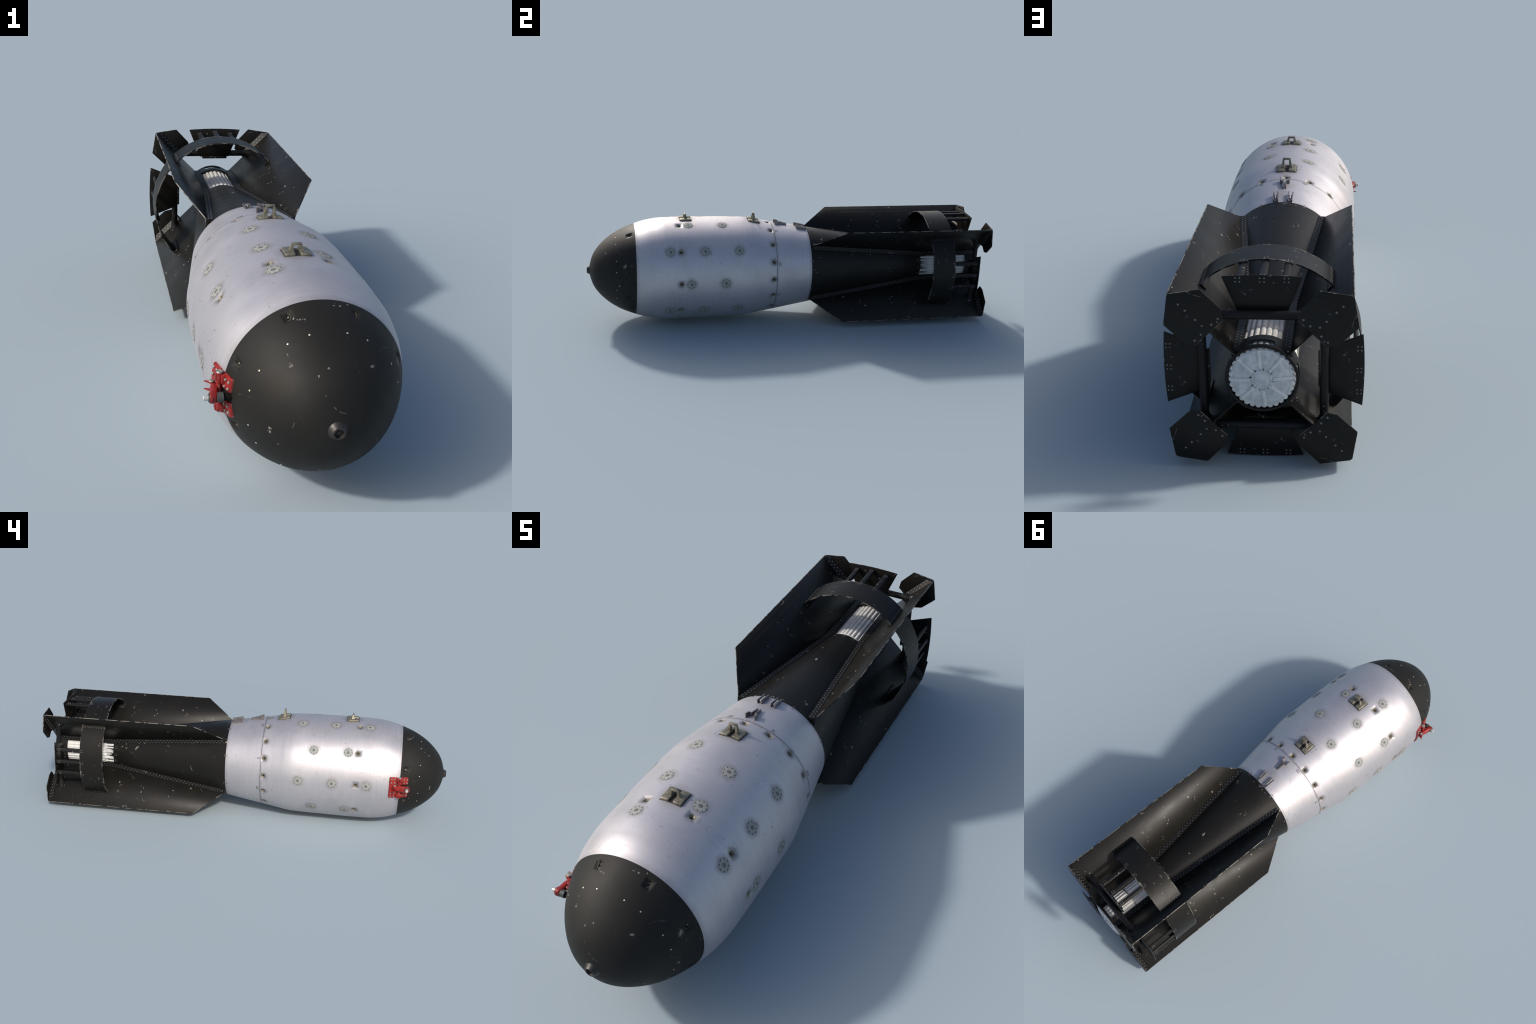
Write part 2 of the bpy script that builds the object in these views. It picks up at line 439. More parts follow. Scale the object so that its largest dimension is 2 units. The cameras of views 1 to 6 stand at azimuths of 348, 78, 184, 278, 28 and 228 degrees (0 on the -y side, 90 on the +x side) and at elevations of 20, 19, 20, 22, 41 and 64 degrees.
collar_w = add('rear_body', revolve('rear_body', ty, 240, WHITE, groove_first=True))
seamfill = add('seam_gap', revolve('seam_gap', [Y_SEAM - .002, Y_SEAM + .002], 160, DARK, tailfn=lambda y: prof(y) - .0013))

# nose fuze
b = Bld()
Mn = Matrix.Translation((0, -.978, 0)) @ Matrix.Rotation(math.pi / 2, 4, 'X')    # local z -> -y
b.spin([(.0275, -.004), (.0268, .0035), (.0235, .0065), (.0215, .0085), (.0165, .0185), (.0150, .0212), (.0128, .0216),
        (.0108, .0205), (.0095, .0150), (.0080, .0128), (.0045, .0126), (.0040, .0145), (.0030, .0152), (0, .0152)], 48, Mn)
add('fuze', b.mesh('fuze', FUZE), nose)

# nose rivets
b = Bld()
for k in range(8):
    for s in (-8.4, 8.4):
        b.rivet(frame(22.5 + 45 * k + s, -.861), .0024, .0007, n=12)
add('nose_rivet', b.mesh('nose_rivet', BOLTL), nose, stuff=True)

# slots in the nose
sl = Bld().spin([(.0074, -.0030), (.0070, .0004), (.0060, .0002), (.0052, -.0040), (.0036, -.0080), (0, -.0086)], 28, sx=.84, sy=1.66)
sl.spin([(.0028, -.0062), (.0027, -.0048), (0, -.0044)], 14, Matrix.Translation((0, .0042, .0005)), 1)
slm = sl.mesh('slot_liner', [SLOTM, GREY])
for a, y in SLOT: add('slot_liner', slm, nose, frame(a, y, -.0054))

# filler plates on the body
def disc_mesh():
    R = .25; b = Bld()
    conf = lambda m: [(v[0], v[1], v[2] - v[0] ** 2 / (2 * R)) for v in m]
    tmp = Bld().spin([(.0208, -.001), (.0208, .0006), (.0200, .0008), (.014, .0008), (.0068, .0008)], 48)
    b.raw(conf(tmp.V), tmp.F, None, 0)
    tmp = Bld().spin([(.0068, .0008), (.0064, .0004), (.0058, .0004), (.0054, .0009), (.003, .0009), (0, .0009)], 32)
    b.raw(conf(tmp.V), tmp.F, None, 1)
    tmp = Bld().spin([(.0215, -.001), (.0213, .0005), (.0207, .0004)], 48)
    b.raw(conf(tmp.V), tmp.F, None, 2)
    for k in range(8):
        a = (k + .5) * math.pi / 4 + math.pi / 8
        tmp = Bld().spin([(.0018, .0006), (.0017, .0011), (0, .0011)], 10, Matrix.Translation((.0178 * math.cos(a), .0178 * math.sin(a), 0)))
        b.raw(conf(tmp.V), tmp.F, None, 3)
    return b.mesh('filler_plate', [DISCM, DISCC, SOOT, DARK])
dm = disc_mesh()
for a, y in DISC: add('filler_plate', dm, body, frame(a, y))

# port liners
pl = Bld().spin([(.0104, -.0035), (.0102, .0008), (.0095, .0012), (.0088, .0008), (.0064, -.0022), (.0034, -.0042), (.0030, -.0050)], 32)
pl.spin([(.0031, -.0047), (.0028, -.0070), (0, -.0070)], 20, None, 1)
plm = pl.mesh('port_liner', [OLIVE, DARK])
for a, y in PORT: add('port_liner', plm, body, frame(a, y, -.0046))
for a, y in SPORT: add('port_liner', plm, body, frame(a, y, -.0040))

# small dark bolts behind the panel seam and along the rear edge, bright ones on the tail
b, bb = Bld(), Bld()
for k in range(8):
    c = 22.5 + 45 * k; nrow = 2 if k % 2 == 0 else 4
    if k % 2: c += 4 if k > 3 else 3
    for i in range(nrow):
        for j in range(2):
            a = c + (i - (nrow - 1) / 2) * 1.28
            b.rivet(frame(a, -.0845 + j * .0075), .0023, .0006)
    for s in (-.65, .65):
        b.rivet(frame(22.5 + 45 * k + s, .0785), .0022, .0006)
        bb.rivet(frame(22.5 + 45 * k + s, .0915), .0020, .0006)
add('seam_bolt', b.mesh('seam_bolt', SOOT), collar_w, stuff=True)

# ------------------------------------------------------------------ suspension lugs
def lug(y, top):
    ys = y; s0 = float(prof(y)); b = Bld()
    sl = (float(prof(y + .02)) - float(prof(y - .02))) / .04
    T = Matrix.Translation((0, y, s0)) @ Matrix.Rotation(math.atan(sl), 4, 'X')
    for s in (-1, 1):
        # foot: a slab with a waist on the inner side, dropping with the curve of the body
        foot = [(s * .0072, -.0275), (s * .034, -.0275), (s * .034, .0275), (s * .0072, .0275)]
        if s < 0: foot = foot[::-1]
        Tf = T @ Matrix.Rotation(s * math.radians(4.5), 4, 'Y')
        b.poly(foot, -.005, .0075, Tf, .0022, 0, 3)
        # leg: tapered in both directions
        h = top - s0
        v = []
        for z, xi, xo, hy in ((.004, .0085, .0205, .0090), (h * .45, .0084, .0172, .0062), (h, .0078, .0135, .0028)):
            v += [(s * xi, -hy, z), (s * xo, -hy, z), (s * xo, hy, z), (s * xi, hy, z)]
        f = [(0, 1, 2, 3), (8, 9, 10, 11)]
        for r in (0, 4):
            for k in range(4): q = (k + 1) % 4; f.append((r + k, r + q, r + 4 + q, r + 4 + k))
        bm = bmesh.new(); vs = [bm.verts.new(p) for p in v]
        for q in f: bm.faces.new([vs[k] for k in q])
        bmesh.ops.recalc_face_normals(bm, faces=bm.faces)
        bmesh.ops.bevel(bm, geom=bm.edges[:], offset=.0009, segments=2, affect='EDGES')
        b.bm(bm, Matrix.Translation((0, y, s0)))
    b.box((0, y, top - .0035), (.0262, .0064, .0075), None, .0014)
    return b.mesh('suspension_lug', LUGM)
add('suspension_lug', lug(-.522, .2782), body)
add('suspension_lug', lug(-.183, .2778), body)

# ------------------------------------------------------------------ clips on top of the rear body
def wall(b, pts, h0, h1, M, th=.0036):
    """thin upright sheet following a path in local XY, height easing from h0 to h1"""
    n = len(pts); L = [0]
    for p, q in zip(pts, pts[1:]): L.append(L[-1] + math.dist(p, q))
    V = []
    for k, p in enumerate(pts):
        a = Vector(pts[max(k - 1, 0)]); c = Vector(pts[min(k + 1, n - 1)])
        d = (c - a).normalized(); nn = Vector((-d.y, d.x)) * th / 2
        h = h0 + (h1 - h0) * L[k] / L[-1]
        for s, z in ((1, -.004), (-1, -.004), (-1, h), (1, h)):
            V.append((p[0] + s * nn.x, p[1] + s * nn.y, z))
    F = [(0, 1, 2, 3), tuple(4 * (n - 1) + k for k in (3, 2, 1, 0))]
    for k in range(n - 1):
        for q in range(4): F.append((4 * k + q, 4 * k + (q + 1) % 4, 4 * k + 4 + (q + 1) % 4, 4 * k + 4 + q))
    b.raw(V, F, M)
b = Bld(); T = frame(0, -.045)
for s in (-1, 1):
    wall(b, [(s * .0172, -.034), (s * .0165, -.026), (s * .0150, -.0135), (s * .0058, -.0130), (s * .0055, -.008), (s * .0053, .030)], .0155, .0085, T)
add('forked_clip', b.mesh('forked_clip', CLIPM, angle=25), collar_w)
b = Bld()
for s in (-1, 1):
    wall(b, [(s * .0073, -.0275), (s * .0073, .0265)], .0135, .0105, None)
b.box((0, .002, .0015), (.0135, .046, .006), None, .0008)
b.box((0, -.004, .0075), (.0042, .034, .0055), None, .0012, 1)
cm = b.mesh('channel_clip', [CLIPM, STEEL], angle=25)
for s in (-1, 1): add('channel_clip', cm, collar_w, frame(s * 6.9, .0565))

# ------------------------------------------------------------------ red hinged safety fitting on the nose seam
fx = Bld()
def slab(outline, hi, M=None, i=0):
    """plate lying on the body: outline in (y, angle) corners, subdivided to follow the surface"""
    y0, y1, a0, a1 = outline
    na, nyy = 10, 5; V = []; F = []
    for lay in (-.003, hi):
        for i_ in range(nyy):
            for j in range(na):
                V.append(srf(a0 + (a1 - a0) * j / (na - 1), y0 + (y1 - y0) * i_ / (nyy - 1), lay))
    N = na * nyy
    for i_ in range(nyy - 1):
        for j in range(na - 1):
            a = i_ * na + j; F.append((a, a + 1, a + na + 1, a + na)); F.append((a + N, a + na + N, a + na + 1 + N, a + 1 + N))
    for j in range(na - 1):
        F.append((j, j + N, j + 1 + N, j + 1)); k = (nyy - 1) * na + j; F.append((k, k + 1, k + 1 + N, k + N))
    for i_ in range(nyy - 1):
        a = i_ * na; F.append((a, a + na, a + na + N, a + N)); a += na - 1; F.append((a, a + N, a + na + N, a + na))
    bm = bmesh.new(); vs = [bm.verts.new(p) for p in V]
    for q in F: bm.faces.new([vs[k] for k in q])
    bmesh.ops.recalc_face_normals(bm, faces=bm.faces)
    ed = [e for e in bm.edges if len(e.link_faces) == 2 and e.calc_face_angle() > .8]
    bmesh.ops.bevel(bm, geom=ed, offset=.0022, segments=3, affect='EDGES')
    fx.bm(bm, M, i)
slab((-.7565, -.7195, -103.6, -77.6), .0062)
slab((-.8085, -.7745, -87.0, -77.3), .0066)
slab((-.8095, -.7755, -104.9, -94.0), .0066)
fp = fx.mesh('hinge_plate', RED, angle=40)
fix = add('safety_fitting', fp, nose)
fr = Bld()
for aa, yy in [(s * d + c, y) for c in (-90.5,) for s in (1, -1) for d in (10.6, 6.4) for y in (-.7278, -.7425)]: fr.spin([(.0036, .004), (.0035, .0084), (.0026, .0094), (0, .0094)], 14, frame(aa, yy), 0)
for s in (1, -1):
    for d in (10.4, 6.0):
        for y in (-.7865, -.8005): fr.spin([(.0036, .004), (.0035, .0088), (.0026, .0098), (0, .0098)], 14, frame(-90.8 + s * d, y), 0)
add('hinge_bolt', fr.mesh('hinge_bolt', GREY), fix, stuff=True)
Rx = lambda n, y, bz: Vector((-n, y, bz))
h = Bld()
h.cyl(Rx(.2315, -.768, -.0535), Rx(.2315, -.768, -.030), .0098, n=24, bev=.0022)
h.cyl(Rx(.2315, -.768, .020), Rx(.2315, -.768, .0480), .0098, n=24, bev=.0015)
h.cyl(Rx(.2315, -.768, -.034), Rx(.2315, -.768, .024), .0076, n=24)
for z0, z1 in ((-.053, -.031), (.022, .047)):
    h.box((-.224, -.761, (z0 + z1) / 2), (.013, .016, z1 - z0), None, .0015)
    h.box((-.2245, -.7775, (z0 + z1) / 2), (.010, .018, (z1 - z0) * .8), None, .0015)
for z, w in ((.0385, .0185), (-.0425, .0185)):
    h.box((-.2375, -.7655, z), (.0090, .0185, w), None, .0022)
    h.box((-.2418, -.7655, z), (.0014, .0050, .0060), None, .0003, 1)
add('hinge_barrel', h.mesh('hinge_barrel', [RED, DARK]), fix)
h = Bld()
h.spin([(.0088, 0), (.0088, .0014), (.0075, .0032), (.004, .0042), (0, .0045)], 24, Matrix.Translation(Rx(.2315, -.768, .0475)))
h.cyl(Rx(.2315, -.768, -.0585), Rx(.2315, -.768, -.053), .0030, .0055, n=16)
h.spin([(.0074, 0), (.0074, .0012), (.006, .0032), (.003, .0042), (0, .0045)], 24, Matrix.Translation(Rx(.2462, -.7455, .0125)))
add('hinge_pin', h.mesh('hinge_pin', GREY), fix)
# swinging arm: rounded bar from the hinge pin out to the plunger
h = Bld()
arm = []
for t_ in np.linspace(0, 1, 9):
    y = -.7405 - .068 * t_; n = .2410 + .0085 * t_; hb = .0080 + .0062 * min(1, t_ * 2.4); hn = .0062 + .0042 * min(1, t_ * 2)
    if t_ > .93: hb *= .93; hn *= .93
    ring = []
    for k in range(20):
        a = 2 * math.pi * k / 20; c, s_ = math.cos(a), math.sin(a)
        ring.append(Rx(n + hn * math.copysign(abs(c) ** .55, c), y, hb * math.copysign(abs(s_) ** .6, s_)))
    arm.append(ring)
cap = [[(p - sum(arm[-1], Vector()) / 20) * k + sum(arm[-1], Vector()) / 20 + Vector((-.0004, -d, 0)) for p in arm[-1]] for k, d in ((.9, .0030), (.70, .0058), (.4, .0074))]
arm += cap
V = [p for r in arm for p in r]; F = []
for i in range(len(arm) - 1):
    for k in range(20): q = (k + 1) % 20; F.append((i * 20 + k, i * 20 + q, (i + 1) * 20 + q, (i + 1) * 20 + k))
F.append(tuple(range(20))); F.append(tuple((len(arm) - 1) * 20 + k for k in range(20)))
h.raw(V, F)
h.cyl(Rx(.2500, -.8036, 0), Rx(.2590, -.8036, 0), .0142, n=28, bev=.0018)
for z in (.0092, -.0112):
    pts = [(-.2395, -.757), (-.2480, -.757), (-.2520, -.7475), (-.2640, -.7350), (-.2500, -.7385), (-.2395, -.7400)]
    h.poly(pts, z - .0016, z + .0016, None, .0006)
add('hinge_arm', h.mesh('hinge_arm', RED, angle=40), fix)
h = Bld()
h.cyl(Rx(.2585, -.8036, 0), Rx(.2622, -.8036, 0), .0108, n=28, bev=.0012, i=4)
h.cyl(Rx(.2615, -.8036, 0), Rx(.2742, -.8036, 0), .0066, n=24, bev=.001, i=1)
h.cyl(Rx(.226, -.8036, 0), Rx(.243, -.8036, 0), .0124, n=28, bev=.0012, i=2)
h.cyl(Rx(.206, -.8036, 0), Rx(.229, -.8036, 0), .0085, n=24, i=3)
add('plunger', h.mesh('plunger', [GREY, STEEL, RUBBER, DARK, DGREY]), fix)

# ------------------------------------------------------------------ tail cone, open frame and collar
ang = lin(0, 360, 121)[:-1]
V, F = grid_shell(lin(Y_BLACK, Y_CONE, 40), ang, lambda y, a: float(tail_r(y)), .003, None, True)
tail = add('tail_cone', mesh_from('tail_cone', V, F, BLACK))
b = Bld(); b.spin([(.088, 0), (0, .0)], 64, Matrix.Translation((0, Y_CONE - .035, 0)) @ Matrix.Rotation(-math.pi / 2, 4, 'X'))
add('bulkhead', b.mesh('bulkhead', DARK), tail)
fa = lin(0, 360, 181)[:-1]
near_fin = lambda a: abs((a % 90) - 45) < 11.5
V, F = grid_shell([Y_CONE - .004] + lin(Y_CONE + .02, Y_COLLAR + .002, 12), fa, lambda y, a: float(tail_r(y)) - .0004, .003, lambda y, a: near_fin(a), True)
add('tail_rail', mesh_from('tail_rail', V, F, BLACK), tail)
cys = [Y_COLLAR, .932, .942, .952, .958, .965, .971, .977, .984]
slot = lambda y, a: not (.952 < y < .977 and (abs(((a + 45) % 90) - 45) < 20.5))
V, F = grid_shell(cys, fa, lambda y, a: float(tail_r(y)) + .0006, .004, slot, True)
collar = add('tail_collar', mesh_from('tail_collar', V, F, BLACK), tail)
b = Bld()
n, m = 96, 14; V, F = [], []
for k in range(n):
    a = 2 * math.pi * k / n
    for q in range(m):
        t_ = 2 * math.pi * q / m; r = .0910 + .0042 * math.cos(t_)
        V.append((r * math.sin(a), .9845 + .0036 * math.sin(t_), r * math.cos(a)))
for k in range(n):
    for q in range(m): F.append((k * m + q, k * m + (q + 1) % m, ((k + 1) % n) * m + (q + 1) % m, ((k + 1) % n) * m + q))
b.raw(V, F)
add('tail_rim', b.mesh('tail_rim', BLACK), collar)
# bolts at the front edge of the openings and the bright ones along the front of the cone
for k in range(4):
    for o in (-21, 0, 21):
        for i in (0, 1):
            for j in (0, 1): bb.rivet(frame(90 * k + o + (i - .5) * 4.6, Y_CONE - .017 + j * .0085), .0018, .0006)
# corner bolts in front of each fin
for k in range(4):
    for s in (-1, 1):
        for j in range(3): bb.rivet(frame(45 + 90 * k + s * (2.2 + (j % 2) * 1.6), .094 + .006 * j), .0017, .0006)
add('tail_bolt', bb.mesh('tail_bolt', BOLT), tail, stuff=True)

# ------------------------------------------------------------------ packed parachute
fold = Bld()
def capsule(b, r, L, M):
    pr = [(0, 0), (r * .55, .0008), (r * .9, .0032), (r, .0065)]
    for t_ in np.linspace(.06, .94, 14): pr.append((r * (1 + .03 * math.sin(t_ * 39 + L * 50)), t_ * L))
    pr += [(r, L - .0065), (r * .9, L - .0032), (r * .55, L - .0008), (0, L)]
    return b.spin(pr, 14, M)
NF = 32
para = None
core = Bld(); core.cyl((0, .715, 0), (0, .985, 0), .0745, n=48)
para = add('parachute', core.mesh('parachute', CLOTHD), None)
for k in range(NF):
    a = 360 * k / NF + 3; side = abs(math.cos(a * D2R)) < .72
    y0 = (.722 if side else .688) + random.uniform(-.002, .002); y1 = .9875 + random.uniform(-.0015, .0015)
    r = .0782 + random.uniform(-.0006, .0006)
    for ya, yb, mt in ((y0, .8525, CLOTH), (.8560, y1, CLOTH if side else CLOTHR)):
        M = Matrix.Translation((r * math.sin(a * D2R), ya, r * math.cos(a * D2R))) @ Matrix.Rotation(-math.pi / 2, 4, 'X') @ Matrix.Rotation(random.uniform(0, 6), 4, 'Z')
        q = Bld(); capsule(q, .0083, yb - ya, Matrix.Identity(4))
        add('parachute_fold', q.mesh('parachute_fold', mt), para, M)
# front hem bands on the two visible faces, dome and tie rods at the sides
b = Bld()
for s in (-1, 1):
    bm = bmesh.new(); bmesh.ops.create_uvsphere(bm, u_segments=32, v_segments=16, radius=1)
    for v in bm.verts: v.co = Vector((v.co.x * .036 + s * .044, v.co.y * .033 + .722, v.co.z * .030))
    b.bm(bm)
add('pack_front', b.mesh('pack_front', CLOTHD), para)
b = Bld()
for s in (-1, 1):
    for z, r in ((.040, .0062), (.028, .0045), (-.026, .0062), (-.020, .0028), (-.046, .0042), (.006, .0025)):
        n_ = math.sqrt(.082 ** 2 - z * z)
        b.cyl((s * n_, .727, z), (s * n_, .672, z * 1.05), r, r * .9, 14, .0008)
        b.cyl((s * n_, .722, z), (s * n_, .729, z), r * 1.7, None, 14, .001)
add('tie_rod', b.mesh('tie_rod', STRAP), para)
V, F = grid_shell(lin(.683, .700, 4), lin(-32, 32, 30), lambda y, a: .0868 + .0012 * math.sin((y - .683) / .017 * math.pi) + .0006 * math.sin(a * 32 * D2R), .003)
hm = mesh_from('pack_hem', V, F, CLOTH)
for k in (0, 2): add('pack_hem', hm, para, Matrix.Rotation(math.pi / 2 * k, 4, 'Y'))
# end cover: puckered cloth dome, straps, centre ring
NA, NR = 160, 26; V, F = [(0, .9955, 0)], []
S8 = 4
def dome_y(r, a):
    q = r / .080
    y = .9955 - .0090 * q ** 2.6
    sec = abs(((a - S8) / 45) % 1 - .5) * 2                 # 1 on a strap, 0 between straps
    y += .0042 * (1 - sec ** 4) * sst(np.array((q - .35) / .4)) * (1 - .75 * q)
    y += .0007 * math.sin(a * D2R * 24) * q * q + .0007 * math.sin(a * D2R * 7 + r * 260) * q + .0006 * math.sin(a * D2R * 11 - r * 330) * q
    return float(y)
for i in range(1, NR + 1):
    for k in range(NA):
        a = 360 * k / NA; r = .080 * i / NR
        if i > NR - 2: r *= 1 + .006 * math.cos(a * D2R * NF)
        V.append((r * math.sin(a * D2R), dome_y(r, a), r * math.cos(a * D2R)))
for k in range(NA): F.append((0, 1 + k, 1 + (k + 1) % NA))
for i in range(NR - 1):
    for k in range(NA): q = (k + 1) % NA; F.append((1 + i * NA + k, 1 + (i + 1) * NA + k, 1 + (i + 1) * NA + q, 1 + i * NA + q))
o = len(V)
for k in range(NA):
    p = V[1 + (NR - 1) * NA + k]; V.append((p[0], p[1] - .006, p[2]))
for k in range(NA): q = (k + 1) % NA; F.append((1 + (NR - 1) * NA + k, o + k, o + q, 1 + (NR - 1) * NA + q))
COVER_UP = Matrix.Translation((0, 0, .0026))
cover = add('end_cover', mesh_from('end_cover', V, F, CLOTHD), para, COVER_UP)
for k in range(8):
    a = S8 + 45 * k + random.uniform(-2.5, 2.5); V, F = [], []
    ca, sa = math.cos(a * D2R), math.sin(a * D2R); w = .0040 + random.uniform(-.0004, .0008); tw = random.uniform(-.0016, .0016)
    prs = lin(.030, .079, 14)
    for j, r in enumerate(prs):
        y = dome_y(r, a) + .0009; x0 = tw * (j / 13)
        for u, d in ((-w, -.002), (-w, .0014), (-w * .7, .0021), (w * .7, .0021), (w, .0014), (w, -.002)):
            V.append(((r) * sa + (u + x0) * ca, y + d, r * ca - (u + x0) * sa))
    for j in range(13):
        for c in range(5): F.append((j * 6 + c, j * 6 + c + 1, j * 6 + 7 + c, j * 6 + 6 + c))
    F.append((0, 1, 2, 3, 4, 5)); F.append(tuple(78 + c for c in (5, 4, 3, 2, 1, 0)))
    add('cover_strap', mesh_from('cover_strap', V, F, STRAP), cover, COVER_UP)
b = Bld()
My = Matrix.Translation((0, .9957, 0)) @ Matrix.Rotation(-math.pi / 2, 4, 'X')
b.spin([(.0262, -.003), (.0262, .0012), (.0252, .0026), (.0240, .0026), (.0228, .0010), (.0200, .0006), (.0186, .0016), (.0172, .0021), (.012, .0025), (0, .0027)], 48, My)
for k in range(8):
    a = S8 + 45 * k
    b.box((.0030, .0283, .0002), (.0014, .0058, .0034), My @ Matrix.Rotation(-a * D2R, 4, 'Z'), .0002, 1)
    b.box((0, .0283, .0006), (.0042, .0055, .0034), My @ Matrix.Rotation(-a * D2R, 4, 'Z'), .0006)
add('cover_ring', b.mesh('cover_ring', [CLOTHD, DARK]), cover, COVER_UP)
V, F = [], []
for k in range(120):
    a = 3 * k * D2R
    for q in range(8):
        t_ = 2 * math.pi * q / 8; r = .0762 + .0012 * math.cos(t_)
        V.append((r * math.sin(a), dome_y(.0762, 3 * k) + .0004 + .0012 * math.sin(t_), r * math.cos(a)))
for k in range(120):
    for q in range(8): F.append((k * 8 + q, k * 8 + (q + 1) % 8, ((k + 1) % 120) * 8 + (q + 1) % 8, ((k + 1) % 120) * 8 + q))
add('cover_cord', mesh_from('cover_cord', V, F, STRAP), cover, COVER_UP)

# ------------------------------------------------------------------ fins and the box-tail structure
H = .2325; RO = H * math.sqrt(2); YF = .9895
def fin_mesh():
    """flat plate in local (X radial, Y axial), thickness along Z"""
    root_pts = [(float(tail_r(y)) - .0015, y) for y in (.0985, .3, .5, .68, .8, .9, YF)]
    out = [(RO - .004, YF), (RO, YF - .004)]
    out += [(RO, .2460), (RO - .0030, .2400)]
    out += [(.2070, .1010), (.2020, .0985)]
    pts = root_pts + out
    bm = bmesh.new()
    f = bm.faces.new([bm.verts.new((p[0], p[1], -.0016)) for p in pts])
    r = bmesh.ops.extrude_face_region(bm, geom=[f])
    for v in [g for g in r['geom'] if isinstance(g, bmesh.types.BMVert)]: v.co.z = .0016
    bmesh.ops.recalc_face_normals(bm, faces=bm.faces)
    bmesh.ops.bevel(bm, geom=bm.edges[:], offset=.0007, segments=2, affect='EDGES')
    for k in range(1, 40): bmesh.ops.bisect_plane(bm, geom=bm.verts[:] + bm.edges[:] + bm.faces[:], plane_co=(0, .0985 + k * .0223, 0), plane_no=(0, 1, 0))
    for k in range(1, 12): bmesh.ops.bisect_plane(bm, geom=bm.verts[:] + bm.edges[:] + bm.faces[:], plane_co=(.09 + k * .02, 0, 0), plane_no=(1, 0, 0))
    me = bpy.data.meshes.new('fin'); bm.to_mesh(me); bm.free(); me.materials.append(FINM)
    for p in me.polygons: p.use_smooth = True
    # flat sheet: shading normals bent at rim and root to draw a soft sun glow
    ns = []
    for p in me.polygons:
        flat = abs(p.normal.z) > .97
        for li in p.loop_indices:
            if not flat: ns.append(tuple(p.normal)); continue
            c = me.vertices[me.loops[li].vertex_index].co
            r0 = float(tail_r(c.y)); u = (c.x - (r0 + RO) / 2) / ((RO - r0) / 2); w = (c.y - .55) / .44
            ns.append(tuple(Vector((.50 * u, .22 * w, math.copysign(1, p.normal.z))).normalized()))
    me.normals_split_custom_set(ns)
    return me
def strip_mesh(sgn):
    """angle strip in the corner of fin and cone, with its two staggered rows of rivets"""
    b = Bld(); ys = [.0975, .2, .3, .4, .5, .6, .67, .685, .70, .8, .9, .968, .980]
    w = .0135; V = []
    for y in ys:
        r = float(tail_r(y)); ww = w * (1 if y < .975 else .55)
        zf = .0012
        A = (r - .001, zf); B = (r + ww + .0005, zf); B2 = (r + ww + .0012, zf + .0012)
        tz = ww + .0025; rr = math.sqrt(max(r * r - tz * tz, 0))
        C = (rr + .0012, tz + .0014); D = (rr - .001, tz + .001)
        V += [(p[0], y, sgn * p[1]) for p in (A, B, B2, C, D)]
    F = [(0, 1, 2, 3, 4), tuple(5 * (len(ys) - 1) + k for k in (4, 3, 2, 1, 0))]
    for i in range(len(ys) - 1):
        for k in range(5): F.append((5 * i + k, 5 * i + (k + 1) % 5, 5 * i + 5 + (k + 1) % 5, 5 * i + 5 + k))
    b.raw(V, F, None, 0)
    k = 0; y = .104
    while y < .966:
        r = float(tail_r(y)); tz = w + .0025; rr = math.sqrt(r * r - tz * tz)
        P2 = Vector((r + w + .0012, y, sgn * .0024)); P3 = Vector((rr + .0012, y, sgn * (tz + .0014)))
        f = .27 if k % 2 else .73
        p = P2.lerp(P3, f); d = (P3 - P2).normalized(); nrm = Vector((-d.z, 0, d.x)) * sgn
        nrm = nrm if nrm.x > 0 else -nrm
        sl = -.16 if y < .68 else 0
        T = Matrix.Translation(p) @ nrm.to_track_quat('Z', 'Y').to_matrix().to_4x4()
        b.rivet(T, .0019, .0010, 1)
        k += 1; y += .0083
    return b.mesh('angle_strip', [STRIP, BOLT], angle=25)
def corner_plate():
    """seven-sided plate closing the rear outer corner; local X radial, Z tangential"""
    c = math.sqrt(.5)
    # points (x, z) in the first quadrant turned so that the diagonal lies on local X
    raw = [(H + .0002, H - .006), (H - .006, H + .0002), (.148, .245), (.0995, .194), (.0927, .1645), (.1645, .0927), (.194, .0995), (.245, .148)]
    pts = [((x + z) * c, (z - x) * c) for x, z in raw]
    M = Matrix(((1, 0, 0, 0), (0, 0, 1, YF - .0018), (0, 1, 0, 0), (0, 0, 0, 1)))
    b = Bld().poly(pts, 0, .0034, M, .0006)
    def rv(x, z, front=False):
        X, Z = (x + z) * c, (z - x) * c
        n = Vector((0, -1 if front else 1, 0)); y = YF - .0018 if front else YF + .0016
        T = Matrix.Translation((X, y, Z)) @ n.to_track_quat('Z', 'Y').to_matrix().to_4x4()
        b.rivet(T, .0030, .0010, 1, 12)
    for d in (.2045, .1880, .1635, .1472): rv(d, d)
    for x, z in ((.1233, .1508), (.1065, .1671)): rv(x, z); rv(z, x)
    return b.mesh('corner_plate', [black('black_plate_paint', lambda t: pmin(t, t.M('SUBTRACT', t.x, .181), t.M('SUBTRACT', .3290, t.M('ADD', t.x, t.M('MULTIPLY', t.M('ABSOLUTE', t.z), .74)))), .665), BOLT], angle=25)
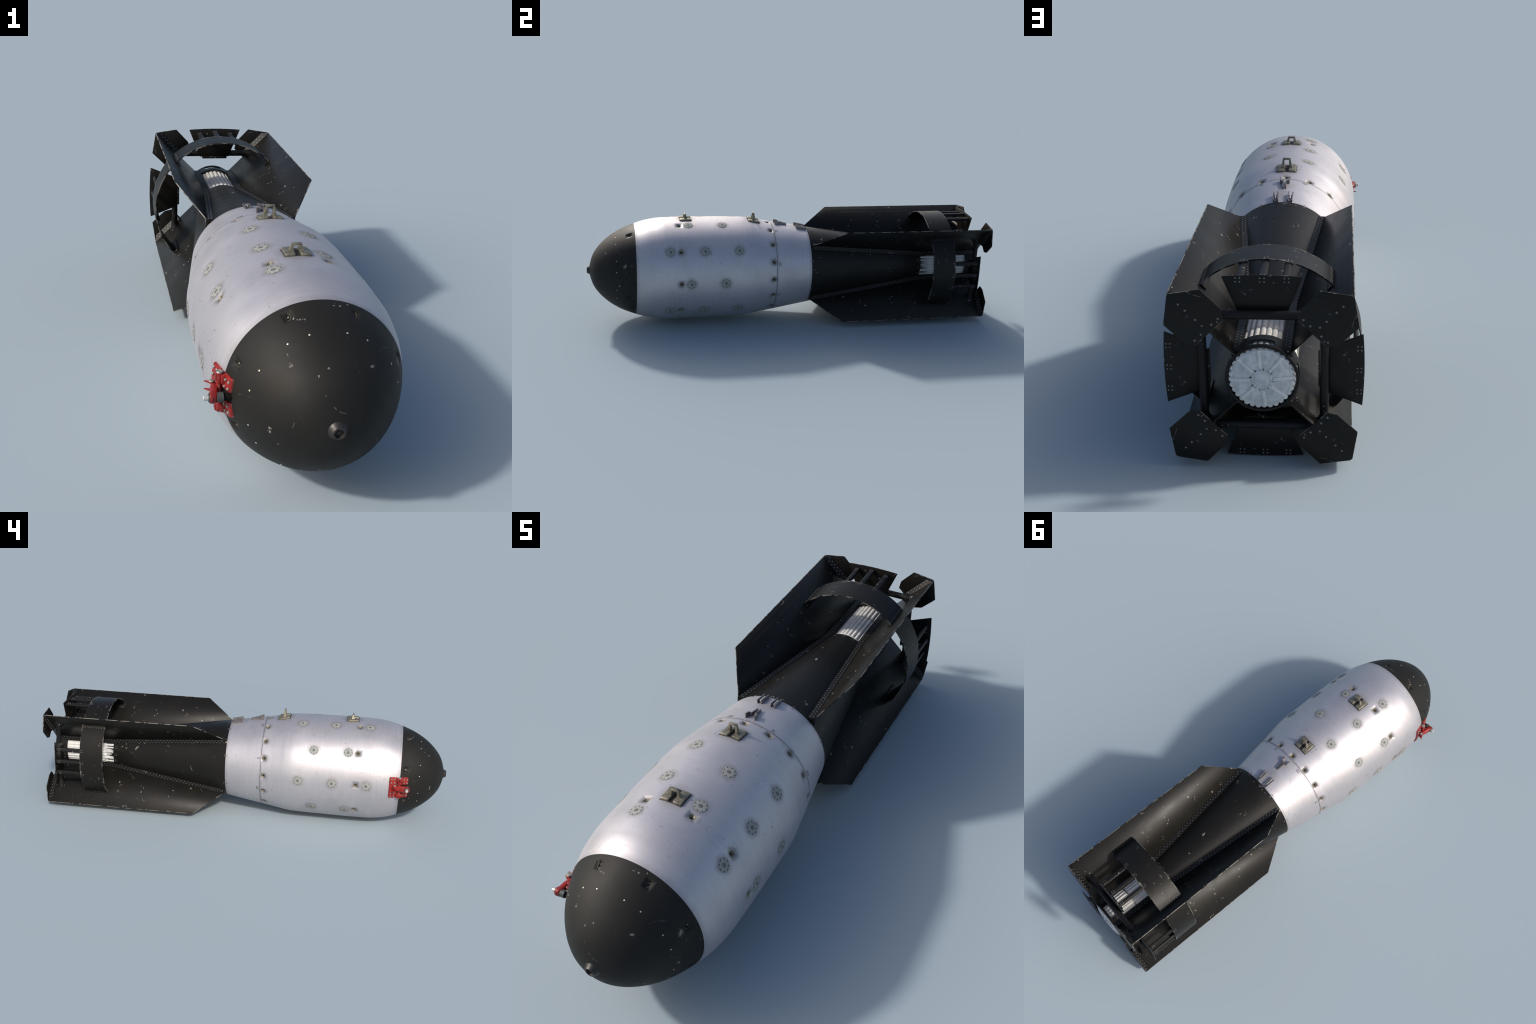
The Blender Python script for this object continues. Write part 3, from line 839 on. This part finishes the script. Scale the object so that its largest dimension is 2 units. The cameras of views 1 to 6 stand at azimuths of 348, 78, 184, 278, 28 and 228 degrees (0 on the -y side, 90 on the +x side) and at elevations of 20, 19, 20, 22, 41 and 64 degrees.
def corner_angle(sgn):
    """riveted angle between fin and corner plate"""
    b = Bld(); w = .0165; x0, x1 = .186, RO - .004
    V = []; xs = ((x0, 1), (x1 - .0195, 1), (x1, .08))
    for x, k in xs:
        e = w * k
        V += [(x, YF - .0022, sgn * .0012), (x, YF - .0030 - w, sgn * .0012), (x, YF - .0040 - w, sgn * .0026), (x, YF - .0038 - w * .9 * (1 - k), sgn * (e + .0026)), (x, YF - .0022, sgn * (e + .0016))]
    F = [(0, 1, 2, 3, 4), (14, 13, 12, 11, 10)] + [(o + k, o + (k + 1) % 5, o + 5 + (k + 1) % 5, o + 5 + k) for o in (0, 5) for k in range(5)]
    b.raw(V, F)
    A, C = Vector((0, YF - .0040 - w, sgn * .0026)), Vector((0, YF - .0038, sgn * (w + .0026)))
    nrm = Vector((0, -1, sgn)).normalized(); k = 0; x = x0 + .006
    while x < x1 - .018:
        p = A.lerp(C, .28 if k % 2 else .72); p.x = x
        b.rivet(Matrix.Translation(p) @ nrm.to_track_quat('Z', 'Y').to_matrix().to_4x4(), .0023, .0010, 1)
        x += .0082; k += 1
    return b.mesh('corner_angle', [STRIP, BOLT], angle=25)
fm, cp = fin_mesh(), corner_plate()
sm = {s: strip_mesh(s) for s in (1, -1)}; ca_ = {s: corner_angle(s) for s in (1, -1)}
for k in range(4):
    M = Matrix.Rotation((45 + 90 * k - 90) * D2R, 4, 'Y')
    f = add('fin', fm, None, M)
    for s in (1, -1):
        add('angle_strip', sm[s], f, M)
    p = add('corner_plate', cp, f, M)
    for s in (1, -1): add('corner_angle', ca_[s], p, M)

# band segments between the fins, built for the top face (local frame of the axis) and turned
RB = .2578
Vb, Fb = grid_shell([.690] + lin(.700, .796, 5) + [.806], lin(-44.4, 44.4, 61), lambda y, a: RB, .0036)
b = Bld(); b.raw(Vb, Fb, None, 0)
for s in (-1, 1):
    a0 = s * 44.6 * D2R
    # inner flange lying on the fin
    n = Vector((math.cos(a0), 0, -math.sin(a0))) * -s
    d = Vector((math.sin(a0), 0, math.cos(a0)))
    T = Matrix.Translation(d * (RB - .013) + n * .0028 + Vector((0, .748, 0))) @ Matrix((d, Vector((0, 1, 0)), d.cross(Vector((0, 1, 0))))).transposed().to_4x4()
    b.box((0, 0, 0), (.024, .112, .0024), T, .0006)
    for i in range(17):
        aa = s * (43.0 if i % 2 else 41.6) * D2R; dd = Vector((math.sin(aa), 0, math.cos(aa)))
        b.rivet(Matrix.Translation(dd * RB + Vector((0, .695 + .0066 * i, 0))) @ dd.to_track_quat('Z', 'Y').to_matrix().to_4x4(), .0019, .0010, 1)
STA = (-14.2, 0, 14.2)
for st in STA:
    for i in (-1, 1):
        for j in (0, 1):
            aa = (st + i * 1.0) * D2R; dd = Vector((math.sin(aa), 0, math.cos(aa)))
            b.rivet(Matrix.Translation(dd * RB + Vector((0, .7915 + .0085 * j, 0))) @ dd.to_track_quat('Z', 'Y').to_matrix().to_4x4(), .0020, .0009, 1)
bandm = b.mesh('tail_band', [BANDM, BOLT])
# rear trapezoid plate
YP = .930
def plate_pts():
    pts = []
    Rp, cz = 1.2, .2612 - 1.2                       # gentle outer curve
    for x in lin(-.1025, .1025, 15): pts.append((x, cz + math.sqrt(Rp * Rp - x * x)))
    return pts + [(.0580, .1470), (-.0580, .1470)]
b = Bld()
MP = Matrix(((1, 0, 0, 0), (0, 0, 1, YP - .0015), (0, 1, 0, 0), (0, 0, 0, 1)))
b.poly(plate_pts(), 0, .003, MP, .0006)
b.box((0, YP - .006, .1455), (.0985, .016, .0072), None, .0008)        # inner lip
for st in STA:
    x = .253 * math.sin(st * D2R)
    for i in (-1, 1):
        for j in (-1, 1):
            b.rivet(Matrix.Translation((x + i * .0055, YP + .0016, .2480 + j * .0050)) @ Matrix.Rotation(-math.pi / 2, 4, 'X'), .0024, .0010, 1, 12)
platem = b.mesh('rear_plate', [black('black_tailplate_paint', lambda t: pmin(t, t.M('SUBTRACT', .2610, t.z)), .665), BOLT], angle=25)
# struts: rounded channels from band to plate
b = Bld()
def strut(st):
    a = st * D2R; d = Vector((math.sin(a), 0, math.cos(a))); tn = Vector((math.cos(a), 0, -math.sin(a)))
    secs = []
    for y, s in ((.772, 1), (.800, 1), (.905, 1), (.922, 1), (YP - .001, 1.0)):
        ring = []
        for u, v in ((-.0105, -.0035), (-.0105, .0010), (-.0085, .0040), (-.0045, .0056), (0, .0060), (.0045, .0056), (.0085, .0040), (.0105, .0010), (.0105, -.0035), (.0080, -.0060), (-.0080, -.0060)):
            ring.append(d * (.2478 + v) + tn * u + Vector((0, y, 0)))
        secs.append(ring)
    m = len(secs[0]); V = [p for r in secs for p in r]; F = [tuple(range(m)), tuple((len(secs) - 1) * m + k for k in reversed(range(m)))]
    for i in range(len(secs) - 1):
        for k in range(m): q = (k + 1) % m; F.append((i * m + k, i * m + q, (i + 1) * m + q, (i + 1) * m + k))
    bb_ = Bld().raw(V, F)
    for i in (-1, 1):
        for j in (0, 1):
            p = d * .2536 + tn * i * .0040 + Vector((0, .9085 + .0085 * j, 0))
            bb_.rivet(Matrix.Translation(p) @ d.to_track_quat('Z', 'Y').to_matrix().to_4x4(), .0020, .0009, 1)
    return bb_.mesh('strut', [STRIP, BOLT], angle=30)
strm = [strut(s) for s in STA]
# tie tube with flared ends
b = Bld(); zt, yt = .1575, .943
L = zt - .001
pr = [(0, 0), (.0190, .0), (.0185, .004), (.0150, .014), (.0128, .024), (.0118, .034), (.0118, 2 * L - .034), (.0128, 2 * L - .024), (.0150, 2 * L - .014), (.0185, 2 * L - .004), (.0190, 2 * L), (0, 2 * L)]
b.spin(pr, 28, Matrix.Translation((-L, yt, zt)) @ Matrix.Rotation(math.pi / 2, 4, 'Y'))
# cut the ends to the fin planes by sliding end vertices along x
c_ = []
for v in b.V:
    lim = v.z - .0005
    c_.append(Vector((max(-lim, min(lim, v.x)), v.y, v.z)))
    if abs(v.x) > L - .015 and abs(v.x) < lim: c_[-1].x = math.copysign(lim - (L - abs(v.x)), v.x)
b.V = c_
for s in (-1, 1):
    for k in range(5):
        a = math.pi * (k / 4) - math.pi / 2 + math.pi
        x = s * (zt + .0005); p = Vector((x - s * .002, yt + .0205 * math.sin(2 * math.pi * k / 5), zt + .0265 * math.cos(2 * math.pi * k / 5)))
        p.x = s * (p.z - .0022)
        n = Vector((-s, 0, 1)).normalized()
        b.rivet(Matrix.Translation(p) @ n.to_track_quat('Z', 'Y').to_matrix().to_4x4(), .0020, .0012, 1)
tubem = b.mesh('tie_tube', [STRIP, BOLT], angle=50)
for k in range(4):
    M = Matrix.Rotation(90 * k * D2R, 4, 'Y')
    bd = add('tail_band', bandm, None, M)
    add('tie_tube', tubem, bd, M)
    rp = add('rear_plate', platem, bd, M)
    for s in strm: add('strut', s, rp, M)
